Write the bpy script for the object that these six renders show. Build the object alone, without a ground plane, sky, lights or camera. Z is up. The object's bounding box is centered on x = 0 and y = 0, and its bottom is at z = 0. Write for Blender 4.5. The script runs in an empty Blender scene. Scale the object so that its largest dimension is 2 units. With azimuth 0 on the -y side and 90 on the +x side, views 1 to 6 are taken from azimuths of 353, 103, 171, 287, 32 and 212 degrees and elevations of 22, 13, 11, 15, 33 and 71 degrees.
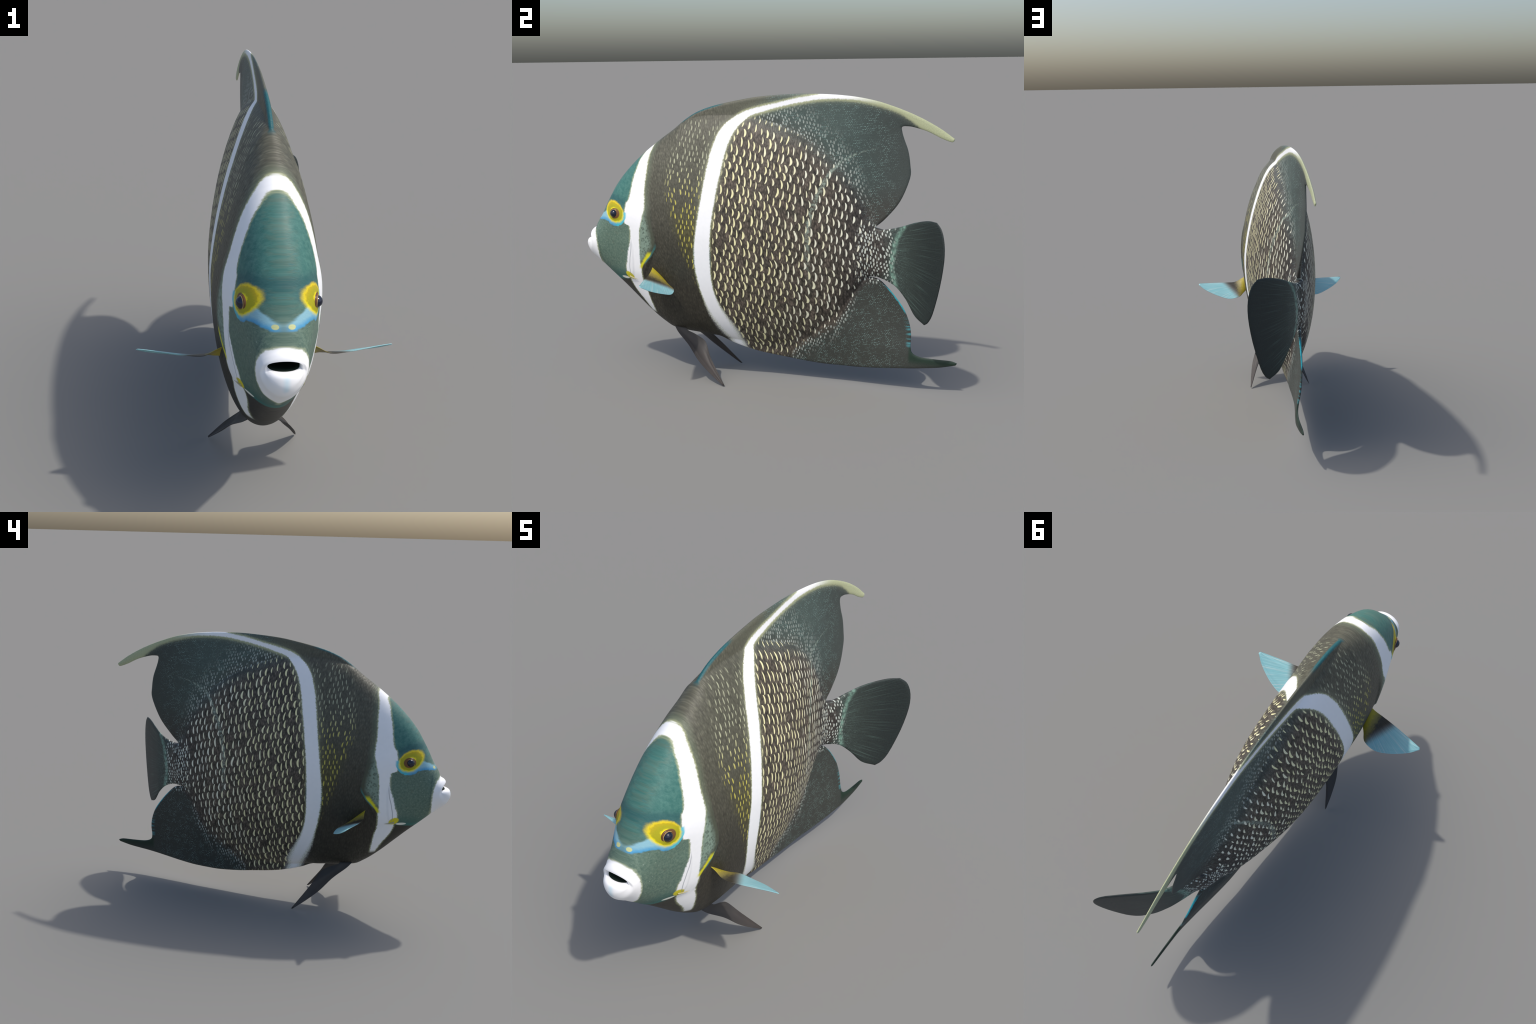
import bpy, bmesh, math
import numpy as np
from mathutils import Vector

# ------------------------------------------------------------------ helpers
def smooth(a, b, x):
    t = np.clip((np.asarray(x, float) - a) / (b - a), 0.0, 1.0)
    return t * t * (3 - 2 * t)

def pchip(points):
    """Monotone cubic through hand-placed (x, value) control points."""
    P = np.array(points, float)
    X, Y = P[:, 0], P[:, 1]
    h = np.diff(X); d = np.diff(Y) / h
    m = np.zeros_like(X)
    for i in range(1, len(X) - 1):
        if d[i - 1] * d[i] > 0:
            w1, w2 = 2 * h[i] + h[i - 1], h[i] + 2 * h[i - 1]
            m[i] = (w1 + w2) / (w1 / d[i - 1] + w2 / d[i])
    m[0], m[-1] = d[0], d[-1]
    def f(x):
        x = np.clip(np.asarray(x, float), X[0], X[-1])
        i = np.clip(np.searchsorted(X, x) - 1, 0, len(X) - 2)
        t = (x - X[i]) / h[i]
        return ((2*t**3 - 3*t**2 + 1) * Y[i] + (t**3 - 2*t**2 + t) * h[i] * m[i]
                + (-2*t**3 + 3*t**2) * Y[i+1] + (t**3 - t**2) * h[i] * m[i+1])
    return f

def spline(points, u):
    """Catmull-Rom curve through control points (any dimension), u in 0..n-1."""
    P = np.array(points, float); n = len(P)
    u = np.clip(np.asarray(u, float), 0, n - 1)
    i = np.clip(np.floor(u).astype(int), 0, n - 2)
    t = (u - i)[..., None]
    g = lambda k: P[np.clip(k, 0, n - 1)]
    p0, p1, p2, p3 = g(i - 1), g(i), g(i + 1), g(i + 2)
    p0 = np.where((i == 0)[..., None], 2 * p1 - p2, p0)
    p3 = np.where((i == n - 2)[..., None], 2 * p2 - p1, p3)
    return 0.5 * (2*p1 + (p2 - p0)*t + (2*p0 - 5*p1 + 4*p2 - p3)*t**2 + (3*p1 - p0 - 3*p2 + p3)*t**3)

# ------------------------------------------------------------------ the fish in profile (y along, z up)
top_line = pchip([(-.905,.870),(-.893,.890),(-.868,.939),(-.845,.980),(-.803,1.048),(-.741,1.122),(-.67,1.190),(-.606,1.242),(-.55,1.284),(-.488,1.328),(-.42,1.381),(-.36,1.417),(-.29,1.443),(-.22,1.461),(-.124,1.48),(-.03,1.495),(.08,1.504),(.2,1.509),(.32,1.506),(.435,1.497),(.55,1.477),(.66,1.443),(.77,1.398),(.88,1.338),(.947,1.291)])
bottom_line = pchip([(-.905,.597),(-.848,.544),(-.78,.483),(-.716,.422),(-.64,.350),(-.565,.290),(-.51,.258),(-.447,.246),(-.35,.234),(-.26,.218),(-.2,.191),(-.125,.166),(-.05,.147),(.0,.138),(.1,.124),(.2,.110),(.34,.100),(.46,.101),(.58,.109),(.697,.122),(.81,.134),(.911,.146),(.994,.164)])
# the flesh of the body without its fins
back_line = pchip([(-.5,1.320),(-.44,1.362),(-.40,1.378),(-.35,1.392),(-.28,1.400),(-.18,1.401),(-.08,1.390),(.05,1.360),(.2,1.298),(.33,1.21),(.42,1.105),(.49,.985),(.54,.89),(.568,.86),(.7,.86)])
belly_line = pchip([(-.35,.23),(-.25,.222),(-.15,.208),(-.05,.200),(.05,.205),(.1,.216),(.2,.255),(.3,.320),(.4,.417),(.48,.525),(.53,.585),(.6,.588)])
half_width = pchip([(-.905,.083),(-.88,.092),(-.85,.103),(-.8,.121),(-.75,.136),(-.7,.149),(-.65,.161),(-.6,.171),(-.5,.184),(-.4,.190),(-.25,.191),(-.1,.187),(0,.180),(.1,.166),(.2,.144),(.3,.115),(.4,.083),(.5,.049),(.57,.032)])
widest_z = pchip([(-.905,.745),(-.85,.80),(-.8,.845),(-.7,.85),(-.6,.82),(-.3,.79),(0,.77),(.3,.74),(.57,.717)])
# fullness (superellipse exponent) of the section above and below its widest line
full_up = pchip([(-.905,2.0),(-.8,1.68),(-.65,1.52),(-.5,1.44),(-.35,1.46),(-.2,1.52),(0,1.70),(.15,1.9),(.57,2.1)])
full_down = pchip([(-.905,1.9),(-.75,1.9),(-.5,2.1),(-.3,2.0),(-.1,2.1),(.15,2.1),(.4,2.0),(.57,2.1)])
# how sharply the section closes at its top and bottom (.5 = round, 1 = wedge)
wedge_up = pchip([(-.905,.48),(-.8,.47),(-.65,.46),(-.55,.48),(-.45,.58),(-.35,.66),(-.1,.65),(.15,.57),(.4,.51),(.57,.5)])
wedge_down = pchip([(-.905,.49),(-.6,.50),(-.4,.50),(-.25,.56),(-.1,.62),(.1,.66),(.3,.68),(.45,.6),(.57,.5)])
# sideways sweep of the hind end (the tail is turned to +x)
sweep_y = pchip([(.15,0),(.3,.006),(.41,.015),(.545,.036),(.68,.060),(.8,.077),(1,.084)])
sweep_z = pchip([(.1,1),(.2,.92),(.3,.68),(.38,.55),(.46,.48),(.75,.5),(.87,.48),(1,.36),(1.1,.21),(1.2,.11),(1.35,0),(1.6,0)])
tail_x = pchip([(.4,.004),(.53,.013),(.57,.024),(.62,.047),(.68,.073),(.73,.105),(.78,.153),(.833,.213),(.88,.270),(.926,.33),(1,.42)])
sweep_mid = pchip([(.32,0),(.45,.008),(.53,.024),(.60,.044),(.68,.061),(.8,.078),(1,.084)])
def sweep(y, z):
    m = smooth(.25, .45, z)
    return ((1 - m) * sweep_y(y) + m * sweep_mid(y)) * sweep_z(z)

# gill cover: hind edge and the groove in front of it
gill_edge = pchip([(.50,-.665),(.60,-.618),(.68,-.578),(.76,-.550),(.82,-.556),(.90,-.572),(1.0,-.575)])
groove_line = pchip([(.53,-.705),(.62,-.693),(.70,-.688),(.80,-.693)])

def body_width(y, z):
    """half thickness of the flesh at (y, z)"""
    zt = np.minimum(top_line(y), np.where(y < -.44, 9, back_line(y)))
    zt = np.where(y < -.44, top_line(y), zt)
    zb = np.maximum(bottom_line(y), np.where(y < -.35, 0, belly_line(y)))
    zc = widest_z(y)
    t = np.where(z > zc, (z - zc) / (zt - zc), (zc - z) / (zc - zb))
    t = np.clip(t, 0, 1)
    p = np.where(z > zc, full_up(y), full_down(y))
    return half_width(y) * np.clip(1 - t ** p, 0, 1) ** np.where(z > zc, wedge_up(y), wedge_down(y))

def relief(y, z):
    """gill cover plate and cheek groove"""
    fade = smooth(.50, .60, z) * (1 - smooth(.88, 1.0, z))
    d = y - gill_edge(z)
    plate = .007 * (1 - smooth(-.004, .010, d)) * smooth(-.20, -.02, d) * fade
    g = y - groove_line(z)
    gfade = smooth(.53, .58, z) * (1 - smooth(.74, .80, z))
    cheek = .005 * (1 - smooth(-.002, .006, g)) * smooth(-.15, -.01, g) * gfade
    er = np.hypot(y + .791, (z - .896) / .95)
    socket = .004 * np.exp(-(er / .045) ** 2) + .004 * np.exp(-(np.maximum(er - .020, 0) / .010) ** 2)
    return plate + cheek + socket

# lobe outlines: pairs (inner edge point, y on the outer outline)
DORSAL = [((.568,.845),.500),((.62,.891),.535),((.692,.981),.565),((.738,1.098),.595),((.737,1.164),.610),((.726,1.229),.625),
    ((.706,1.283),.640),((.694,1.322),.652),((.693,1.347),.665),((.72,1.350),.700),((.753,1.345),.745),((.818,1.325),.815),
    ((.883,1.293),.885),((.931,1.275),.936),((.945,1.279),.946)]
ANAL = [((.53,.589),.480),((.59,.580),.510),((.64,.538),.540),((.688,.482),.570),((.73,.42),.600),((.755,.355),.625),
    ((.764,.30),.650),((.764,.24),.680),((.775,.21),.720),((.815,.193),.790),((.89,.187),.880),((.965,.184),.955),((.998,.174),.991)]
TAIL_TOP = [(.568,.845),(.624,.842),(.705,.866),(.775,.899),(.841,.923),(.885,.926)]
TAIL_LOW = [(.53,.589),(.600,.589),(.676,.561),(.735,.505),(.785,.435),(.836,.407)]
TAIL_END = [(.836,.407),(.857,.430),(.879,.485),(.906,.608),(.922,.715),(.927,.791),(.922,.853),(.908,.900),(.885,.926)]

# mouth rings: (top y,z), (bottom y,z), (corner y,z), half width, roundness
MOUTH = [((-.905,.872),(-.905,.597),(-.905,.735),.088,2.15),
    ((-.926,.838),(-.918,.608),(-.917,.730),.084,2.15),
    ((-.941,.806),(-.936,.624),(-.930,.728),.080,2.2),
    ((-.957,.797),(-.958,.641),(-.940,.728),.077,2.2),
    ((-.967,.787),(-.983,.664),(-.949,.731),.073,2.3),
    ((-.971,.778),(-.999,.695),(-.954,.740),.064,2.5),
    ((-.969,.779),(-1.000,.720),(-.957,.742),.058,2.7),
    ((-.963,.777),(-.992,.737),(-.950,.743),.053,3.0),
    ((-.946,.779),(-.968,.741),(-.938,.746),.050,3.2),
    ((-.895,.785),(-.900,.725),(-.890,.752),.050,2.8),
    ((-.800,.780),(-.800,.720),(-.800,.750),.044,2.4),
    ((-.770,.751),(-.770,.749),(-.770,.750),.002,2.0)]

body_labels = {}          # face index -> part name, for the lobes behind the clefts

def build_body():
    N = 176
    j = np.arange(N + 1) / N
    f0 = (1 - np.cos(np.pi * j)) / 2
    ja, jb = int(round(.40 * N)), int(round(.545 * N))
    column_shape = pchip([(.05,.475),(.109,.48),(.35,.51),(.589,.53),(.845,.568),(1.1,.56),(1.487,.50),(1.6,.48)])
    zlow = float(bottom_line(.48)); zhigh = float(top_line(.50))
    fa = (.589 - zlow) / (zhigh - zlow); fb = (.845 - zlow) / (zhigh - zlow)
    fs = np.zeros(N + 1)
    ease = lambda n: .25 * np.linspace(0, 1, n) + .75 * (1 - np.cos(np.pi * np.linspace(0, 1, n))) / 2
    fs[:ja + 1] = fa * ease(ja + 1)
    fs[ja:jb + 1] = fa + (fb - fa) * ease(jb - ja + 1)
    fs[jb:] = fb + (1 - fb) * ease(N - jb + 1)

    sheet = []          # list of (Y, Z, W, X0, normal slope) columns
    # --- columns of the trunk
    ys = np.concatenate([np.linspace(-.905, -.45, 92)[:-1], np.linspace(-.45, .53, 150)])
    YC, ZC = [], []
    for yi in ys:
        k = float(smooth(.05, .53, yi))
        zt, zb = float(top_line(yi)), float(bottom_line(yi))
        for _ in range(12):
            zt = float(top_line(yi + k * (column_shape(zt) - .53)))
            zb = float(bottom_line(yi + k * (column_shape(zb) - .53)))
        f = (1 - k) * f0 + k * fs
        z = zb + f * (zt - zb)
        y = yi + k * (column_shape(z) - .53)
        YC.append(y); ZC.append(z)
    YC, ZC = np.array(YC), np.array(ZC)

    def lobe_u(n, sub): return np.linspace(0, n - 1, (n - 1) * sub + 1)
    # --- dorsal lobe
    u = lobe_u(len(DORSAL), 5)
    inner = spline([p for p, _ in DORSAL], u)
    oy = spline([[q] for _, q in DORSAL], u)[:, 0]
    outer = np.stack([oy, top_line(oy)], 1); outer[-1] = (.9475, 1.288)
    v = (fs[jb:] - fb) / (1 - fb)
    D = inner[:, None, :] + v[None, :, None] * (outer - inner)[:, None, :]
    # --- anal lobe (rows from the bottom up)
    u = lobe_u(len(ANAL), 6)
    inner = spline([p for p, _ in ANAL], u)
    oy = spline([[q] for _, q in ANAL], u)[:, 0]
    outer = np.stack([oy, bottom_line(oy)], 1)
    v = fs[:ja + 1] / fa
    A = outer[:, None, :] + v[None, :, None] * (inner - outer)[:, None, :]
    # --- tail lobe
    u = lobe_u(len(TAIL_TOP), 12); s = u / u[-1]
    T, L = spline(TAIL_TOP, u), spline(TAIL_LOW, u)
    v = (fs[ja:jb + 1] - fa) / (fb - fa)
    E = spline(TAIL_END, v * (len(TAIL_END) - 1))
    C = L[:, None, :] + v[None, :, None] * (T - L)[:, None, :]
    bulge = E - (L[-1] + v[:, None] * (T[-1] - L[-1]))
    C = C + (s ** 1.6)[:, None, None] * bulge[None]

    # the first column of each lobe is the last column of the trunk
    for G, rows in ((D, slice(jb, None)), (A, slice(0, ja + 1)), (C, slice(ja, jb + 1))):
        gap = np.stack([YC[-1][rows], ZC[-1][rows]], 1) - G[0]
        G += (1 - smooth(0, .5, np.linspace(0, 1, len(G))))[:, None, None] * gap[None]

    # --- outline polyline for the fin rims
    yy = np.linspace(-.905, .9475, 160)
    segs = [np.stack([yy, top_line(yy)], 1), D[:, 0], C[:, -1], C[-1], C[:, 0], A[:, -1],
            np.stack([np.linspace(-.905, .99, 160), bottom_line(np.linspace(-.905, .99, 160))], 1)]
    def rim_distance(P):
        out = np.full(len(P), 9.0)
        for S in segs:
            a, b = S[:-1], S[1:]
            ab = b - a; l2 = (ab ** 2).sum(1) + 1e-12
            for c in range(0, len(P), 20000):
                q = P[c:c + 20000, None, :] - a[None]
                t = np.clip((q * ab).sum(2) / l2, 0, 1)
                d = np.sqrt(((q - t[..., None] * ab) ** 2).sum(2)).min(1)
                out[c:c + 20000] = np.minimum(out[c:c + 20000], d)
        return out
    def fin_width(y, z, base):
        d = rim_distance(np.stack([y.ravel(), z.ravel()], 1)).reshape(y.shape)
        r = .016
        edge = np.sqrt(np.clip(1 - (1 - np.clip(d / r, 0, 1)) ** 2, 0, 1))
        return (base + .085 * np.clip(d, 0, .20) * (1 - .75 * smooth(.38, .6, y))) * edge

    zt_b = np.where(YC < -.44, top_line(YC), back_line(YC)); zb_b = np.where(YC < -.35, bottom_line(YC), belly_line(YC))
    off = np.maximum(ZC - zt_b, zb_b - ZC)
    wf = fin_width(YC, ZC, .005 + .008 * np.exp(-np.clip(off, 0, 1) / .06)) * smooth(-.62, -.40, YC)
    wb = body_width(YC, ZC)
    wb = wb + relief(YC, ZC) * smooth(0, .06, wb)
    wf = wf * (1 - .8 * smooth(.03, .13, wb))
    W = (wb ** 1.7 + wf ** 1.7) ** (1 / 1.7)
    ok = wf > 0
    W[:, 0] = 0; W[:, -1] = 0
    X0 = sweep(YC, ZC)
    # fins behind the clefts
    def lobe(P, kind):
        y, z = P[..., 0], P[..., 1]
        off = np.clip(np.maximum(z - back_line(y), belly_line(y) - z), 0, 1)
        base = .005 + .008 * np.exp(-off / .06)
        if kind == 'tail':
            along = np.linspace(0, 1, P.shape[0])[:, None]
            vv = (2 * v - 1)[None]
            flesh = .031 * (1 - smooth(0, .62, along)) ** 1.2 * np.sqrt(np.clip(1 - np.abs(vv) ** 2.2, 0, 1))
            m = smooth(0, .22, along)
            wb = (1 - m) * body_width(y, z) + m * flesh
            m = smooth(0, .3, along)
            wf = fin_width(y, z, (1 - m) * base + m * (.004 + .004 * (1 - along)))
            w = (wb ** 1.7 + wf ** 1.7) ** (1 / 1.7)
            m = smooth(.55, .62, y)
            x0 = (1 - m) * sweep(y, z) + m * tail_x(y)
        else:
            wb = body_width(y, z)
            w = (wb ** 1.7 + fin_width(y, z, base) ** 1.7) ** (1 / 1.7)
            x0 = sweep(y, z)
        return y, z, w, x0

    verts, faces, info = [], [], []
    def add(x, y, z):
        verts.append((x, y, z)); return len(verts) - 1
    def make_sheet(y, z, w, x0, rims, slope=None, first=None):
        """rims = (bottom row is rim, top row is rim, last column is rim); first = shared first column indices"""
        n, m = y.shape
        Ri = np.zeros((n, m), int); Le = np.zeros((n, m), int)
        for a in range(n):
            for b in range(m):
                if a == 0 and first is not None:
                    Ri[a, b], Le[a, b] = first[0][b], first[1][b]; continue
                rim = (b == 0 and rims[0]) or (b == m - 1 and rims[1]) or (a == n - 1 and rims[2])
                ww = 0 if rim else max(w[a, b], .0008)
                nx, ny = 1.0, 0.0
                if slope is not None:
                    sl = slope[a, b]; q = 1 / math.hypot(1, sl); nx, ny = q, -sl * q
                if rim:
                    Ri[a, b] = Le[a, b] = add(x0[a, b], y[a, b], z[a, b])
                else:
                    Ri[a, b] = add(x0[a, b] + ww * nx, y[a, b] + ww * ny, z[a, b])
                    Le[a, b] = add(x0[a, b] - ww * nx, y[a, b] - ww * ny, z[a, b])
        for a in range(n - 1):
            for b in range(m - 1):
                for q in ((Ri[a, b], Ri[a+1, b], Ri[a+1, b+1], Ri[a, b+1]), (Le[a, b+1], Le[a+1, b+1], Le[a+1, b], Le[a, b])):
                    face(q)
        return Ri, Le
    def face(q):
        u = []
        for i in q:
            if i not in u: u.append(int(i))
        if len(u) >= 3: faces.append(u)
    # trunk: first ring is the outer mouth ring
    Ri, Le = make_sheet(YC, ZC, W, X0, (True, True, False))
    lastR, lastL = Ri[-1], Le[-1]
    # lobes
    mark = len(faces)
    y, z, w, x0 = lobe(D, 'dorsal')
    dR, dL = make_sheet(y, z, w, x0, (True, True, True), first=(lastR[jb:], lastL[jb:]))
    face((lastL[jb], dR[1, 0], lastR[jb]))
    body_labels.update({k: 'dorsal_fin' for k in range(mark, len(faces))}); mark = len(faces)
    y, z, w, x0 = lobe(A, 'anal')
    aR, aL = make_sheet(y, z, w, x0, (True, True, True), first=(lastR[:ja + 1], lastL[:ja + 1]))
    face((lastR[ja], aR[1, -1], lastL[ja]))
    body_labels.update({k: 'anal_fin' for k in range(mark, len(faces))}); mark = len(faces)
    y, z, w, x0 = lobe(C, 'tail')
    sl = (tail_x(y + .004) - tail_x(y - .004)) / .008 * smooth(.55, .65, y)
    tR, tL = make_sheet(y, z, w, x0, (True, True, True), slope=sl, first=(lastR[ja:jb + 1], lastL[ja:jb + 1]))
    face((lastR[jb], tR[1, -1], lastL[jb])); face((lastL[ja], tR[1, 0], lastR[ja]))
    body_labels.update({k: 'caudal_fin' for k in range(mark, len(faces)) if np.array([verts[i] for i in faces[k]])[:, 1].mean() > .675})
    body_labels.update({k: 'torso' for k in range(mark, len(faces)) if k not in body_labels})
    n_skin = len(faces)
    n_lip = n_skin
    # --- mouth rings, continuing the first column forward
    t = -np.cos(np.pi * j)
    ring_u = np.linspace(0, len(MOUTH) - 1, (len(MOUTH) - 1) * 5 + 1)[1:]
    flat = np.array([[*a, *b, *c, w, r] for a, b, c, w, r in MOUTH])
    prevR, prevL = Ri[0], Le[0]
    lip_faces = len(faces)
    for uu in ring_u:
        ty, tz, by, bz, sy, sz, w, r = spline(flat, np.array([uu]))[0]
        z = np.where(t > 0, sz + (tz - sz) * t, sz + (sz - bz) * t)
        e = np.abs(t) ** 1.6
        y = np.where(t > 0, sy + (ty - sy) * e, sy + (by - sy) * e)
        x = w * np.clip(1 - np.abs(t) ** r, 0, 1) ** (1 / 2.05)
        x = x * (1 - .22 * np.clip(-t, 0, 1) ** 1.5 * math.sin(math.pi * min(1, uu / 5.5)) ** .8)
        cr, cl = np.zeros(N + 1, int), np.zeros(N + 1, int)
        for b in range(N + 1):
            if b in (0, N): cr[b] = cl[b] = add(0, y[b], z[b])
            else:
                cr[b] = add(x[b], y[b], z[b]); cl[b] = add(-x[b], y[b], z[b])
        for b in range(N):
            face((cr[b], prevR[b], prevR[b+1], cr[b+1])); face((cl[b+1], prevL[b+1], prevL[b], cl[b]))
        prevR, prevL = cr, cl
        if uu <= 8.0: n_lip = len(faces)
    cap = [int(i) for i in prevR] + [int(i) for i in prevL[1:-1][::-1]]
    faces.append(cap)
    return np.array(verts), faces, n_skin, n_lip


# ------------------------------------------------------------------ paired fins
def lerp(a, b, t): return a + (b - a) * t

def blade(lead, trail, camber, thick, side, widen=1.0, n=40, m=24):
    """closed thin blade between a leading and a trailing edge curve; returns verts, faces"""
    u = np.linspace(0, len(lead) - 1, n)
    A = spline(lead, u); B = spline(trail, u)
    mid = (A + B) / 2; A = mid + (A - mid) * widen; B = mid + (B - mid) * widen
    v = (1 - np.cos(np.pi * np.linspace(0, 1, m))) / 2
    P = A[:, None, :] + v[None, :, None] * (B - A)[:, None, :]
    # surface normal from differences
    du = np.gradient(P, axis=0); dv = np.gradient(P, axis=1)
    Nn = np.cross(du, dv); Nn /= np.linalg.norm(Nn, axis=2, keepdims=True) + 1e-9
    s = np.linspace(0, 1, n)[:, None]
    P = P + Nn * (camber * np.sin(np.pi * v)[None] * np.sin(np.pi * np.clip(s, 0, 1)) ** .7)[..., None]
    th = (thick * (1 - .75 * s) * np.sqrt(np.clip(1 - (2 * v - 1) ** 2, 0, 1))[None] + .0006)
    th[-1] = .0005
    rib = .0006 * np.cos(v * 2 * np.pi * 14)[None] * smooth(.15, .5, s)
    up, dn = P + Nn * (th + rib)[..., None], P - Nn * (th - rib)[..., None]
    V = np.concatenate([up.reshape(-1, 3), dn.reshape(-1, 3)])
    V[:, 0] *= side
    k = n * m; F = []
    q = lambda a, b: a * m + b
    for a in range(n - 1):
        for b in range(m - 1):
            F.append((q(a, b), q(a+1, b), q(a+1, b+1), q(a, b+1)))
            F.append((k+q(a, b+1), k+q(a+1, b+1), k+q(a+1, b), k+q(a, b)))
        F.append((q(a, 0), k+q(a, 0), k+q(a+1, 0), q(a+1, 0)))
        F.append((q(a+1, m-1), k+q(a+1, m-1), k+q(a, m-1), q(a, m-1)))
    for b in range(m - 1):
        F.append((q(0, b+1), k+q(0, b+1), k+q(0, b), q(0, b)))
        F.append((q(n-1, b), k+q(n-1, b), k+q(n-1, b+1), q(n-1, b+1)))
    if side < 0: F = [f[::-1] for f in F]
    return V, F

PECTORAL_LEAD = [(.150,-.575,.628),(.182,-.571,.610),(.228,-.574,.588),(.290,-.566,.588),(.350,-.555,.592),(.415,-.542,.597),(.458,-.534,.600)]
PECTORAL_TRAIL = [(.150,-.520,.560),(.185,-.480,.540),(.215,-.446,.525),(.280,-.437,.517),(.350,-.456,.536),(.420,-.492,.565),(.463,-.526,.594)]
PELVIC_LEAD = [(.045,-.505,.288),(.074,-.474,.251),(.110,-.405,.195),(.145,-.340,.125),(.168,-.268,.060),(.183,-.200,.003)]
PELVIC_TRAIL = [(.045,-.440,.285),(.066,-.430,.262),(.072,-.378,.236),(.075,-.325,.195),(.125,-.280,.125),(.183,-.192,.003)]

def new_object(name, V, F, mat, parent=None, smooth_shade=True):
    me = bpy.data.meshes.new(name)
    me.from_pydata([tuple(map(float, p)) for p in V], [], [tuple(map(int, f)) for f in F])
    bm = bmesh.new(); bm.from_mesh(me); bmesh.ops.recalc_face_normals(bm, faces=bm.faces); bm.to_mesh(me); bm.free()
    if smooth_shade:
        for p in me.polygons: p.use_smooth = True
    me.materials.append(mat)
    ob = bpy.data.objects.new(name, me)
    bpy.context.scene.collection.objects.link(ob)
    if parent: ob.parent = parent
    return ob

def lathe(profile, n=48):
    """surface of revolution about +x; profile = [(x, radius)]"""
    V, F = [], []
    a = np.linspace(0, 2 * np.pi, n, endpoint=False)
    for x, r in profile:
        for t in a: V.append((x, r * math.cos(t), r * math.sin(t)))
    for i in range(len(profile) - 1):
        for k in range(n):
            F.append((i*n+k, i*n+(k+1) % n, (i+1)*n+(k+1) % n, (i+1)*n+k))
    F.append(tuple(range(n))[::-1]); F.append(tuple((len(profile)-1)*n+k for k in range(n)))
    return np.array(V), F

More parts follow.
